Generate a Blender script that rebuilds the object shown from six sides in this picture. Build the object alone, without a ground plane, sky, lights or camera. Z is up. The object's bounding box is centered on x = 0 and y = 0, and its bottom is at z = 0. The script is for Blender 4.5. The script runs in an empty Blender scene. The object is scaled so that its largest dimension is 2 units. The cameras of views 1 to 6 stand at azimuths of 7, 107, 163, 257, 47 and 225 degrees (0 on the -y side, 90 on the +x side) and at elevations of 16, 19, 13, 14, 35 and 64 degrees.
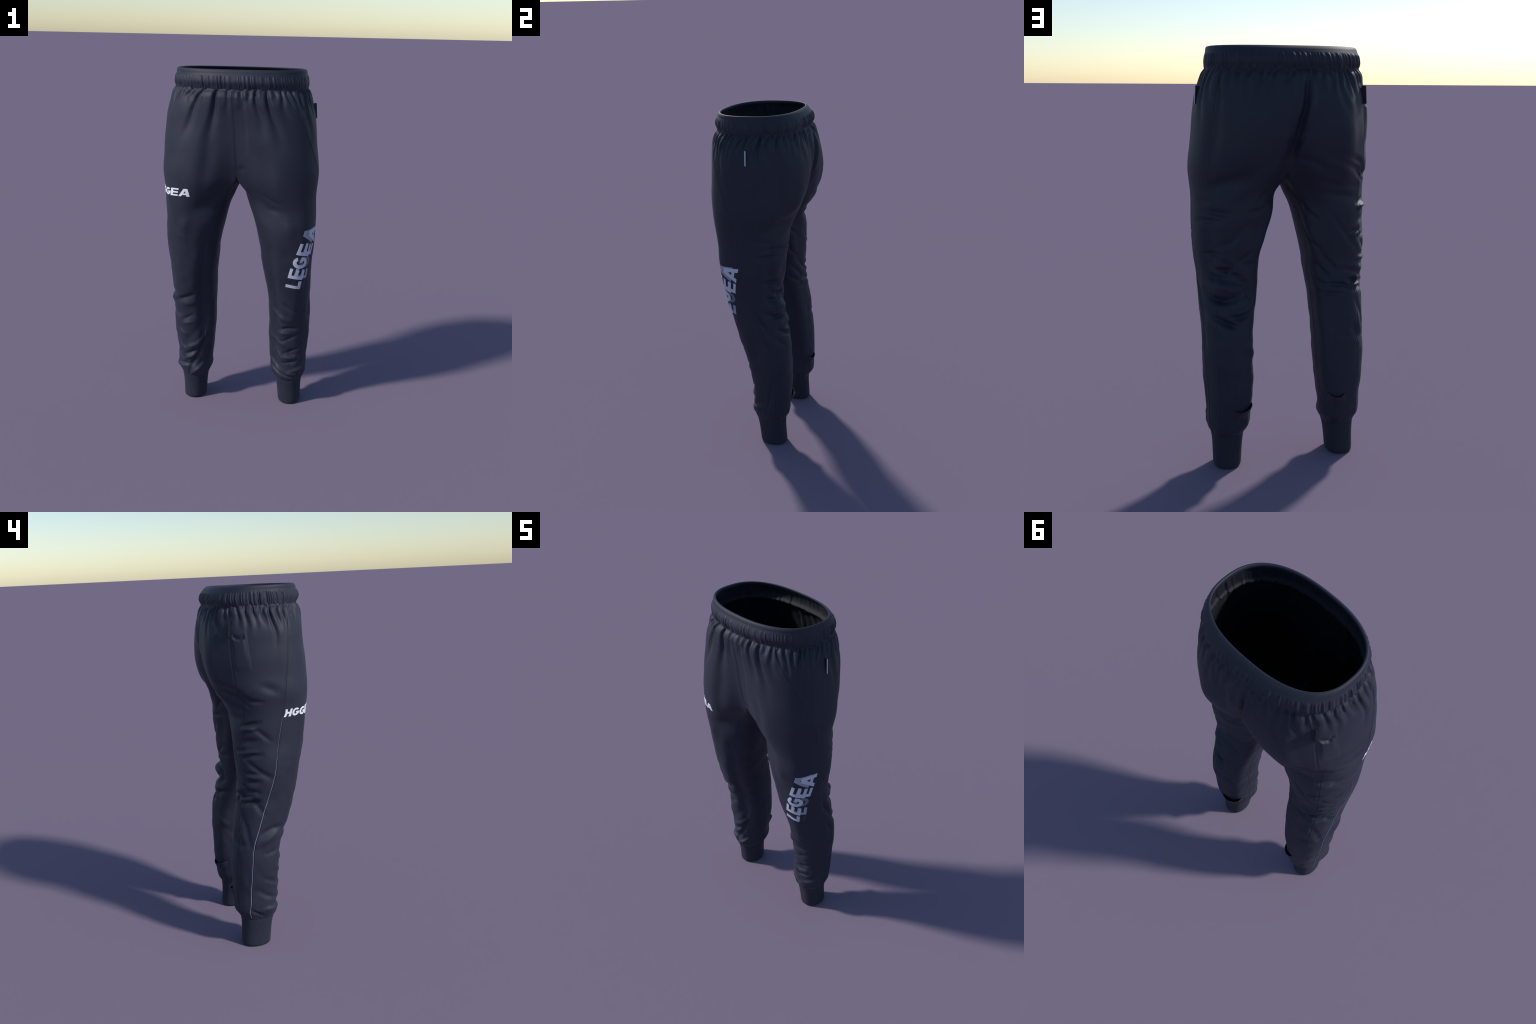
import math
import numpy as np

# ------------------------------------------------------------------ base shape
# Horizontal sections: height, centre x, centre y, half width, depth to the front, depth to the back
HIP = np.array([               # the last column turns the section about the vertical, degrees
    (1.100, 0.000, -0.070, 0.420, 0.187, 0.180, 0.000),
    (1.300, 0.000, -0.070, 0.424, 0.216, 0.225, 0.000),
    (1.380, 0.001, -0.070, 0.428, 0.227, 0.268, 0.000),
    (1.460, 0.000, -0.068, 0.432, 0.235, 0.312, -0.300),
    (1.540, 0.001, -0.066, 0.425, 0.238, 0.336, -0.700),
    (1.620, -0.002, -0.065, 0.418, 0.236, 0.350, -1.100),
    (1.700, -0.002, -0.062, 0.411, 0.234, 0.348, -1.800),
    (1.780, -0.004, -0.054, 0.402, 0.241, 0.331, -2.500),
    (1.840, -0.004, -0.037, 0.387, 0.257, 0.301, -2.900),
    (1.875, -0.006, -0.022, 0.377, 0.265, 0.273, -2.500),
    (1.900, -0.006, -0.016, 0.364, 0.257, 0.252, -1.900),
    (1.940, -0.006, -0.014, 0.357, 0.263, 0.250, -1.400),
    (1.975, -0.006, -0.018, 0.355, 0.252, 0.240, -1.200),
    (2.000, -0.006, -0.029, 0.352, 0.235, 0.230, -1.200)])
LEG_P = np.array([
    (0.000, 0.300, 0.098, 0.066, 0.083, 0.075),
    (0.080, 0.297, 0.089, 0.070, 0.083, 0.076),
    (0.150, 0.294, 0.080, 0.076, 0.086, 0.084),
    (0.165, 0.294, 0.079, 0.079, 0.089, 0.087),
    (0.190, 0.292, 0.079, 0.093, 0.104, 0.102),
    (0.215, 0.290, 0.080, 0.104, 0.108, 0.108),
    (0.250, 0.289, 0.080, 0.107, 0.108, 0.111),
    (0.290, 0.289, 0.082, 0.108, 0.112, 0.114),
    (0.340, 0.286, 0.082, 0.112, 0.114, 0.119),
    (0.400, 0.286, 0.081, 0.115, 0.116, 0.124),
    (0.460, 0.286, 0.077, 0.119, 0.123, 0.127),
    (0.530, 0.289, 0.074, 0.119, 0.137, 0.132),
    (0.600, 0.288, 0.066, 0.121, 0.146, 0.136),
    (0.670, 0.286, 0.049, 0.122, 0.150, 0.147),
    (0.740, 0.281, 0.035, 0.126, 0.157, 0.149),
    (0.810, 0.277, 0.018, 0.132, 0.161, 0.151),
    (0.880, 0.272, -.006, 0.139, 0.158, 0.160),
    (0.950, 0.268, -.024, 0.144, 0.156, 0.174),
    (1.020, 0.268, -.034, 0.152, 0.160, 0.184),
    (1.100, 0.263, -.039, 0.164, 0.175, 0.195),
    (1.180, 0.254, -.045, 0.175, 0.186, 0.207),
    (1.260, 0.239, -.050, 0.188, 0.191, 0.224),
    (1.340, 0.227, -.056, 0.197, 0.203, 0.243),
    (1.460, 0.216, -.058, 0.203, 0.225, 0.265)])
LEG_N = np.array([
    (0.000, -.287, 0.094, 0.066, 0.085, 0.077),
    (0.080, -.284, 0.087, 0.069, 0.087, 0.080),
    (0.150, -.282, 0.076, 0.076, 0.089, 0.090),
    (0.165, -.281, 0.073, 0.079, 0.092, 0.095),
    (0.190, -.279, 0.071, 0.091, 0.108, 0.110),
    (0.215, -.281, 0.077, 0.101, 0.118, 0.122),
    (0.250, -.284, 0.083, 0.102, 0.119, 0.119),
    (0.290, -.283, 0.083, 0.104, 0.124, 0.118),
    (0.340, -.280, 0.084, 0.108, 0.130, 0.121),
    (0.400, -.281, 0.082, 0.116, 0.131, 0.122),
    (0.460, -.280, 0.075, 0.121, 0.130, 0.130),
    (0.530, -.280, 0.066, 0.124, 0.132, 0.136),
    (0.600, -.279, 0.058, 0.124, 0.135, 0.138),
    (0.670, -.278, 0.048, 0.125, 0.145, 0.141),
    (0.740, -.277, 0.034, 0.127, 0.160, 0.143),
    (0.810, -.276, 0.020, 0.132, 0.166, 0.143),
    (0.880, -.272, 0.000, 0.137, 0.165, 0.155),
    (0.950, -.270, -.016, 0.145, 0.164, 0.167),
    (1.020, -.269, -.025, 0.152, 0.168, 0.175),
    (1.100, -.264, -.028, 0.161, 0.185, 0.183),
    (1.180, -.252, -.036, 0.168, 0.199, 0.193),
    (1.260, -.241, -.045, 0.181, 0.204, 0.208),
    (1.340, -.222, -.053, 0.198, 0.207, 0.228),
    (1.460, -.219, -.058, 0.203, 0.225, 0.262)])
LEGS = {1: LEG_P, -1: LEG_N}
BAND_Z, SPLIT_Z, CUFF_Z = 1.904, 1.44, 0.162
OPEN = 130.0                       # leg angle of the centre seam, degrees from straight outwards
TURN = 90.0 / OPEN


def cubic(table, z):
    """Smooth interpolation of the section table at heights z."""
    x, y = table[:, 0], table[:, 1:]
    z = np.asarray(z, float)
    i = np.clip(np.searchsorted(x, z) - 1, 0, len(x) - 2)
    h = (x[i + 1] - x[i])[..., None]
    t = ((z - x[i]) / (x[i + 1] - x[i]))[..., None]
    m = np.gradient(y, x, axis=0)
    return ((2 * t**3 - 3 * t**2 + 1) * y[i] + (t**3 - 2 * t**2 + t) * h * m[i]
            + (3 * t**2 - 2 * t**3) * y[i + 1] + (t**3 - t**2) * h * m[i + 1])


def smooth(a, b, x):
    t = np.clip((x - a) / (b - a), 0, 1)
    return t * t * (3 - 2 * t)


def section(table, side, angle, z, n):
    q = cubic(table, z)
    c, s = np.cos(np.radians(angle)), np.sin(np.radians(angle))
    r = (np.abs(c)**n + np.abs(s)**n)**(-1 / n)
    x = q[..., 0] + side * q[..., 2] * c * r
    y = q[..., 1] + np.where(s < 0, q[..., 3], q[..., 4]) * s * r
    return np.stack([x, y, np.broadcast_to(z, x.shape)], -1)


def hip_section(side, angle, z):
    """Seat and belly: boxy section with a valley at the front centre and between the buttocks."""
    q = cubic(HIP, z)
    c, sn = np.cos(np.radians(angle)), np.sin(np.radians(angle))
    n = np.where(sn < 0, 2.45 - 0.05 * smooth(1.80, 1.90, z), 2.5)
    r = (np.abs(c)**n + np.abs(sn)**n)**(-1 / n)
    x = side * q[..., 2] * c * r
    y = np.where(sn < 0, q[..., 3], q[..., 4]) * sn * r
    front = np.interp(z, [1.30, 1.44, 1.50, 1.60, 1.75, 1.86], [.12, .092, .074, .052, .024, 0])
    back = np.interp(z, [1.30, 1.44, 1.50, 1.60, 1.75, 1.87], [.13, .098, .068, .034, .012, 0])
    y = y + np.where(sn < 0, front, -back) * np.exp(-(x / np.where(sn < 0, 0.145, 0.09))**2) * np.abs(sn)
    a = np.radians(q[..., 5])
    px, py = q[..., 0] + np.cos(a) * x - np.sin(a) * y, q[..., 1] + np.sin(a) * x + np.cos(a) * y
    return np.stack([px, py, np.broadcast_to(z, px.shape)], -1)


def base(side, theta, zrow):
    """Base surface of one half: theta -130 (front seam) .. 130 (back seam) .. 230 (front seam again)."""
    theta, zrow = np.broadcast_arrays(np.asarray(theta, float), np.asarray(zrow, float))
    inner = theta > OPEN
    k = np.clip((theta - OPEN) / (360 - 2 * OPEN), 0, 1)          # 0 back seam, 1 front seam
    start = np.where(inner, SPLIT_Z - 0.045 * np.sin(np.pi * k)**0.6, SPLIT_Z)
    low = 1.12
    z = np.where(zrow > low, low + (zrow - low) * np.where(zrow <= SPLIT_Z, (start - low) / (SPLIT_Z - low), 1), zrow)
    leg = section(LEGS[side], side, theta, np.minimum(z, 1.46), 2.2)
    hip = hip_section(side, np.clip(theta, -OPEN, OPEN) * TURN, np.maximum(z, 1.10))
    back_end = hip_section(side, np.full(z.shape, 90.0), np.maximum(z, 1.10))
    front_end = hip_section(side, np.full(z.shape, -90.0), np.maximum(z, 1.10))
    saddle = back_end + (front_end - back_end) * k[..., None]
    top = np.where(inner[..., None], saddle, hip)
    deep = np.where(inner, smooth(0, 0.3, np.minimum(k, 1 - k)), 0)
    w = ((1 - deep) * smooth(1.22 + 0.07 * smooth(85, 128, np.abs(theta)), SPLIT_Z, zrow) + deep * smooth(1.36, SPLIT_Z, zrow)**1.6)[..., None]
    p = leg * (1 - w) + top * w
    p[..., 2] = z
    lean = (theta + 118 + 180) % 360 - 180
    p[..., 1] += 0.042 * np.exp(-(lean / 38)**2) * smooth(1.06, 1.30, zrow) * (1 - w[..., 0])
    p[..., 1] -= 0.020 * np.exp(-((theta - 136) / 26)**2) * smooth(1.20, 1.36, zrow) * (1 - w[..., 0])
    return p


def reach(side, z):
    """Metres of cloth per radian of theta at height z."""
    q = cubic(LEGS[side], np.minimum(z, 1.46))
    leg = (q[..., 1 + 1] + 0.5 * (q[..., 3] + q[..., 4])) / 2
    return leg + (0.245 - leg) * smooth(1.2, 1.5, z)


# ------------------------------------------------------------------ folds, seams and gathers
# fold(depth mm (minus: valley, plus: ridge), width mm, points (theta degrees, height m) along it)
def fold(depth, width, *points):
    return depth * 0.001, width * 0.001, points


LEFT_KNEE_BACK_FOLDS = [
    fold(-11, 18, (56, 0.988), (69, 0.974), (84, 0.990)),
    fold(-9, 17, (79, 0.974), (104, 0.952)),
    fold(-9, 20, (51, 0.948), (82, 0.958), (116, 0.916)),
    fold(-12, 20, (31, 0.882), (48, 0.852), (68, 0.842), (94, 0.854), (109, 0.884)),
    fold(9, 44, (50, 0.904), (93, 0.906)),
    fold(-14, 19, (82, 0.768), (106, 0.764), (138, 0.782)),
    fold(7, 20, (84, 0.788), (106, 0.790), (136, 0.804)),
    fold(-12, 17, (68, 0.746), (97, 0.728)),
    fold(-7, 18, (45, 0.764), (72, 0.758)),
    fold(-8, 18, (104, 1.012), (138, 1.002)),
    fold(-8, 18, (111, 0.924), (126, 0.854), (115, 0.840)),
    fold(6, 22, (120, 0.628), (158, 0.556)),
    fold(-16, 17, (62, 0.992), (82, 0.986)),
    fold(-9, 17, (43, 0.960), (107, 0.922)),
    fold(-12, 17, (47, 0.852), (78, 0.846)),
    fold(-9, 18, (52, 0.764), (102, 0.718)),
    fold(-8, 19, (6, 0.902), (14, 0.812), (24, 0.756)),
    fold(6, 20, (42, 0.928), (110, 0.878)),
    fold(-7, 24, (10, 0.712), (24, 0.626)),
]
LEFT_SHIN_FOLDS = [
    fold(8, 20, (-144, 0.624), (-110, 0.592), (-82, 0.572)),
    fold(-6, 18, (-110, 0.694), (-66, 0.632)),
    fold(-7, 14, (-117, 0.504), (-92, 0.524), (-62, 0.524)),
    fold(5, 14, (-120, 0.480), (-80, 0.490)),
    fold(-5, 14, (-108, 0.426), (-61, 0.476)),
    fold(5, 16, (-148, 0.458), (-116, 0.422), (-87, 0.396)),
    fold(7, 13, (-100, 0.324), (-63, 0.328)),
    fold(-7, 12, (-104, 0.290), (-56, 0.300)),
    fold(-5, 12, (-100, 0.350), (-50, 0.390)),
    fold(8, 13, (-154, 0.308), (-123, 0.256), (-94, 0.220), (-63, 0.212)),
    fold(-8, 12, (-150, 0.260), (-114, 0.222), (-84, 0.200), (-50, 0.188)),
    fold(6, 12, (-80, 0.234), (-40, 0.256)),
    fold(5, 12, (-125, 0.374), (-101, 0.306), (-76, 0.260)),
    fold(-7, 16, (-52, 0.276), (-14, 0.298)),
    fold(6, 16, (-67, 0.224), (-22, 0.260)),
    fold(-5, 12, (18, 0.470), (8, 0.352), (-6, 0.198)),
]
LEFT_THIGH_FOLDS = [
    fold(-6, 15, (42, 1.054), (66, 1.064)),
    fold(-5, 34, (58, 1.366), (78, 1.398), (92, 1.436), (115, 1.518)),
    fold(-6, 18, (99, 1.258), (124, 1.264)),
    fold(-6, 20, (30, 1.256), (58, 1.260), (78, 1.260)),
    fold(-6, 20, (30, 1.224), (74, 1.218)),
    fold(-6, 22, (112, 1.306), (117, 1.368)),
    fold(7, 40, (64, 1.318), (101, 1.384)),
    fold(-6, 14, (32, 1.058), (54, 1.064)),
    fold(-7, 22, (34, 1.270), (84, 1.240)),
    fold(-6, 20, (24, 1.218), (58, 1.216)),
    fold(-6, 30, (44, 1.360), (79, 1.412)),
    fold(-5, 20, (27, 1.312), (48, 1.296)),
    fold(-5, 20, (-120, 1.438), (-112, 1.404)),
]
RIGHT_KNEE_BACK_FOLDS = [
    fold(-7, 16, (141, 0.994), (128, 0.950), (116, 0.914)),
    fold(-7, 16, (149, 0.924), (122, 0.868)),
    fold(-11, 15, (123, 0.890), (90, 0.884), (66, 0.852)),
    fold(-7, 15, (137, 0.844), (96, 0.840)),
    fold(4, 20, (66, 0.918), (36, 0.912)),
    fold(-11, 14, (80, 0.908), (46, 0.890)),
    fold(5, 16, (73, 0.886), (46, 0.876)),
    fold(-5, 24, (112, 0.642), (29, 0.618)),
    fold(-5, 32, (126, 0.698), (102, 0.660)),
    fold(-8, 16, (94, 0.966), (54, 0.940)),
    fold(4, 16, (67, 0.974), (42, 0.968)),
    fold(-9, 15, (82, 0.896), (50, 0.922), (27, 0.918)),
    fold(-11, 16, (86, 0.878), (46, 0.896)),
    fold(-11, 16, (61, 0.854), (20, 0.864)),
    fold(4, 15, (58, 0.878), (21, 0.892)),
    fold(-7, 15, (56, 0.976), (26, 0.976)),
    fold(4, 14, (56, 1.006), (29, 1.002)),
    fold(-7, 14, (56, 1.026), (29, 1.018)),
    fold(3, 16, (53, 0.944), (26, 0.950)),
    fold(-7, 27, (76, 0.678), (50, 0.630)),
]
RIGHT_SHIN_FOLDS = [
    fold(-9, 18, (-48, 0.664), (-78, 0.694), (-102, 0.718)),
    fold(6, 22, (-64, 0.640), (-104, 0.666)),
    fold(-5, 14, (-66, 0.542), (-94, 0.574)),
    fold(4, 14, (-63, 0.510), (-96, 0.532)),
    fold(5, 14, (-46, 0.472), (-72, 0.440)),
    fold(8, 18, (-68, 0.346), (-106, 0.382), (-134, 0.430)),
    fold(-6, 12, (-66, 0.310), (-94, 0.332), (-122, 0.354)),
    fold(6, 13, (-60, 0.272), (-109, 0.318)),
    fold(-6, 12, (-36, 0.238), (-86, 0.250)),
    fold(7, 13, (-84, 0.182), (-112, 0.220), (-132, 0.248)),
    fold(-8, 18, (-79, 0.200), (-111, 0.314), (-142, 0.436)),
    fold(-5, 30, (-74, 0.394), (-116, 0.510), (-148, 0.580)),
    fold(8, 26, (8, 0.626), (-11, 0.646), (-37, 0.680)),
    fold(-7, 20, (2, 0.686), (-20, 0.710), (-44, 0.706)),
    fold(-6, 18, (-12, 0.568), (-60, 0.574)),
    fold(-6, 18, (-14, 0.422), (-72, 0.358)),
    fold(8, 18, (-14, 0.228), (-72, 0.234)),
    fold(-8, 13, (20, 0.230), (-4, 0.192)),
    fold(-6, 18, (2, 0.352), (-23, 0.312), (-71, 0.272)),
]
RIGHT_THIGH_FOLDS = [
    fold(-7, 24, (127, 1.508), (113, 1.486), (98, 1.444)),
    fold(-5, 22, (102, 1.392), (84, 1.372), (56, 1.368)),
    fold(-7, 16, (144, 1.325), (140, 1.250), (126, 1.206)),
    fold(-6, 14, (152, 1.166), (142, 1.100), (127, 1.054)),
    fold(-7, 20, (86, 1.522), (52, 1.462)),
    fold(-7, 16, (66, 1.430), (46, 1.388)),
    fold(6, 16, (58, 1.260), (38, 1.268)),
    fold(-6, 22, (130, 1.406), (118, 1.362), (110, 1.354)),
    fold(-6, 22, (100, 1.332), (58, 1.306)),
    fold(-9, 16, (56, 1.272), (42, 1.288), (28, 1.296)),
    fold(7, 14, (54, 1.258), (32, 1.268)),
    fold(-8, 16, (56, 1.106), (37, 1.122), (21, 1.124)),
    fold(-7, 14, (76, 1.138), (52, 1.148)),
    fold(-6, 14, (54, 1.456), (45, 1.412), (26, 1.408)),
    fold(-9, 22, (94, 1.510), (67, 1.446), (45, 1.422)),
    fold(6, 14, (70, 1.128), (32, 1.142)),
    fold(-6, 30, (24, 1.490), (0, 1.460)),
    fold(-6, 20, (54, 1.192), (28, 1.202)),
]

RIGHT_SEAT_FOLDS = [
    fold(-19, 14, (118, 1.90), (118, 1.846), (119, 1.792), (121, 1.732), (125, 1.66), (128, 1.59), (130, 1.50)),
    fold(-12, 22, (126, 1.69), (129, 1.60), (130, 1.53), (131, 1.45)),
    fold(-9, 13, (120, 1.63), (125, 1.574), (130, 1.53)),
    fold(9, 18, (114, 1.84), (116, 1.75), (120, 1.66)),
]
LEFT_SEAT_FOLDS = [
    fold(-7, 15, (127, 1.65), (126, 1.54), (122, 1.45)),
    fold(7, 22, (127, 1.86), (127, 1.76), (125, 1.68)),
]
# broad fullness of the legs (flatter towards the inner front, fuller towards the outer front)
LEFT_FULLNESS = [fold(9, 65, (-58, 0.78), (-56, 0.86), (-52, 1.00), (-48, 1.14), (-45, 1.24)),
                 fold(-14, 48, (-128, 0.28), (-126, 0.55), (-126, 0.85), (-128, 1.10)), fold(5, 42, (-78, 0.58), (-72, 0.66), (-66, 0.72)),
                 fold(-7, 34, (-88, 0.36), (-62, 0.34)), fold(-7, 36, (-18, 0.54), (-15, 0.72)), fold(6, 40, (-78, 1.10), (-80, 1.20)),
                 fold(8, 45, (140, 0.34), (140, 0.70), (140, 1.10)), fold(18, 48, (138, 1.06), (142, 1.18), (146, 1.31)), fold(-14, 40, (46, 1.20), (46, 1.06), (46, 0.94)),
                 fold(-7, 40, (-104, 1.62), (-98, 1.50), (-96, 1.36)),
                 fold(-13, 46, (54, 1.76), (54, 1.60), (52, 1.47)), fold(8, 50, (88, 1.66), (86, 1.50), (84, 1.42))]
RIGHT_FULLNESS = [fold(7, 60, (-50, 1.24), (-46, 1.34), (-44, 1.42)),
                  fold(-15, 48, (-126, 0.26), (-124, 0.55), (-124, 0.85), (-128, 1.10)), fold(6, 40, (-78, 1.10), (-80, 1.20)),
                  fold(8, 45, (140, 0.34), (140, 0.70), (140, 1.10)), fold(13, 42, (140, 1.05), (140, 1.18), (142, 1.30)),
                  fold(-8, 40, (-106, 1.66), (-100, 1.50), (-96, 1.36)),
                  fold(16, 60, (80, 1.78), (82, 1.64), (82, 1.50), (78, 1.38))]
RIGHT_DIAGONAL_FOLDS = [fold(-6, 18, (52, 1.10), (24, 1.03), (2, 0.99)), fold(-6, 18, (54, 0.95), (26, 0.85), (4, 0.79)), fold(-5, 16, (34, 1.27), (8, 1.20)),
                        fold(-6, 20, (60, 0.80), (40, 0.72), (28, 0.62)), fold(-5, 18, (100, 1.22), (80, 1.12), (62, 1.06)), fold(-6, 16, (130, 1.04), (104, 0.96), (84, 0.93))]
LEFT_DIAGONAL_FOLDS = [fold(-4, 20, (-114, 1.355), (-98, 1.31), (-88, 1.30)), fold(-3, 20, (-108, 1.26), (-90, 1.255)), fold(-6, 18, (44, 1.12), (66, 1.03), (90, 1.00)), fold(-6, 18, (36, 0.98), (56, 0.92)), fold(-6, 20, (104, 1.20), (84, 1.12), (60, 1.10)),
                       fold(-6, 18, (40, 0.72), (66, 0.66)), fold(-6, 16, (120, 1.06), (96, 1.02))]
FOLDS = {1: LEFT_DIAGONAL_FOLDS + LEFT_FULLNESS + LEFT_THIGH_FOLDS + LEFT_KNEE_BACK_FOLDS + LEFT_SHIN_FOLDS + LEFT_SEAT_FOLDS,
         -1: RIGHT_DIAGONAL_FOLDS + RIGHT_FULLNESS + RIGHT_THIGH_FOLDS + RIGHT_KNEE_BACK_FOLDS + RIGHT_SHIN_FOLDS + RIGHT_SEAT_FOLDS}

# gathers hanging from the waistband: theta at the band, theta at the lower end, length m, depth mm
GATHERS = {
    -1: [(-123, -125, .12, 6), (-111, -102, .24, 14), (-94, -73, .20, 11), (-84, -82, .06, 7), (-77, -72, .07, 8),
         (-68, -66, .06, 7), (-60, -56, .10, 8), (-50, -48, .10, 8), (-38, -28, .12, 9), (-26, -20, .10, 9),
         (-13, -5, .16, 11), (-2, 2, .07, 8), (4, 6, .08, 9), (13, 17, .10, 9), (26, 29, .12, 8), (40, 35, .10, 7),
         (52, 50, .08, 9), (58, 58, .10, 8), (70, 66, .14, 9), (78, 76, .10, 8), (86, 82, .16, 8), (96, 94, .10, 7),
         (104, 104, .08, 7), (112, 113, .07, 6)],
    1: [(-121, -119, .10, 7), (-113, -111, .08, 8), (-104, -100, .18, 11), (-92, -82, .22, 13), (-83, -82, .05, 6),
        (-75, -71, .12, 8), (-66, -62, .08, 7), (-58, -50, .12, 8), (-47, -42, .14, 9), (-37, -34, .18, 9), (-28, -26, .10, 7),
        (-20, -16, .12, 8), (-6, -4, .10, 6), (5, 6, .12, 7), (16, 17, .09, 6), (26, 31, .18, 10), (40, 42, .12, 6),
        (54, 59, .18, 9), (66, 67, .10, 7), (74, 76, .12, 8), (84, 85, .10, 9), (95, 97, .14, 8), (103, 103, .09, 8),
        (110, 109, .12, 8), (119, 119, .10, 7), (126, 126, .06, 6)]}

# seams: height, theta from front to side; the edge of the front panel, and the side seam
FRONT_SEAM = {
    -1: np.array([(.15, 31), (.20, 29), (.27, 22), (.42, 18), (.58, 19), (.63, 17), (.70, 12), (.78, 8), (.86, 5), (.94, 2.5),
                  (1.01, -1), (1.10, -4), (1.24, -6), (1.37, -7), (1.49, -14), (1.62, -22.5), (1.75, -31), (1.90, -43)]),
    1: np.array([(.15, 26), (.20, 25), (.40, 24), (.55, 22), (.63, 18), (.74, 12), (.84, 4), (.94, -3), (1.0, -7), (1.13, -8),
                 (1.30, -4.5), (1.43, -10), (1.51, -20), (1.58, -31), (1.66, -42), (1.79, -58), (1.90, -70)])}
SIDE_SEAM = {
    -1: np.array([(.15, 60), (.6, 58), (.9, 56), (1.07, 57), (1.21, 52), (1.47, 55), (1.57, 53), (1.72, 51), (1.90, 56)]),
    1: np.array([(.15, 60), (.6, 58), (.9, 56), (1.11, 54), (1.24, 51), (1.43, 51), (1.62, 49), (1.72, 52), (1.90, 55)])}
INSEAM = np.array([(.15, 172), (.64, 168), (.93, 170), (1.03, 148 + 10), (1.10, 156), (1.23, 158), (1.36, 170), (1.5, 176)])


def curve_at(table, z):
    return np.interp(z, table[:, 0], table[:, 1])


def value_noise(a, b, seed):
    """Smooth random field over two coordinates, range about -1..1."""
    rng = np.random.default_rng(seed)
    g = rng.uniform(-1, 1, (64, 64))
    i, j = np.floor(a).astype(int), np.floor(b).astype(int)
    u, v = a - i, b - j
    u, v = u * u * (3 - 2 * u), v * v * (3 - 2 * v)
    at = lambda p, q: g[p % 64, q % 64]
    return (at(i, j) * (1 - u) + at(i + 1, j) * u) * (1 - v) + (at(i, j + 1) * (1 - u) + at(i + 1, j + 1) * u) * v


def add_fold(d, side, theta, z, item, gain=1.0):
    depth, width, points = item
    pts = np.array(points, float)
    r = np.radians(1) * float(reach(side, np.array(pts[:, 1].mean())))
    seg = np.hypot(np.diff(pts[:, 0]) * r, np.diff(pts[:, 1]))
    length, run = seg.sum(), 0.0
    pad = 3 * width
    box = ((theta > pts[:, 0].min() - pad / r) & (theta < pts[:, 0].max() + pad / r)
           & (z > pts[:, 1].min() - pad) & (z < pts[:, 1].max() + pad))
    if not box.any():
        return
    a, h = theta[box] * r, z[box]
    best = np.full(a.shape, 1e9)
    along = np.zeros(a.shape)
    for k in range(len(seg)):
        p, q = np.array([pts[k, 0] * r, pts[k, 1]]), np.array([pts[k + 1, 0] * r, pts[k + 1, 1]])
        e = q - p
        t = ((a - p[0]) * e[0] + (h - p[1]) * e[1]) / (e @ e)
        tc = np.clip(t, 0, 1)
        dist = np.hypot(a - p[0] - tc * e[0], h - p[1] - tc * e[1])
        near = dist < best
        best = np.where(near, dist, best)
        along = np.where(near, (run + tc * seg[k]) / length, along)
        run += seg[k]
    x2 = (best / width)**2
    taper = 0.35 + 0.65 * np.sin(np.pi * np.clip(along, 0, 1))
    d[box] += 1.3 * gain * depth * taper * np.exp(-x2) * (1 - 0.45 * x2)


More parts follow.
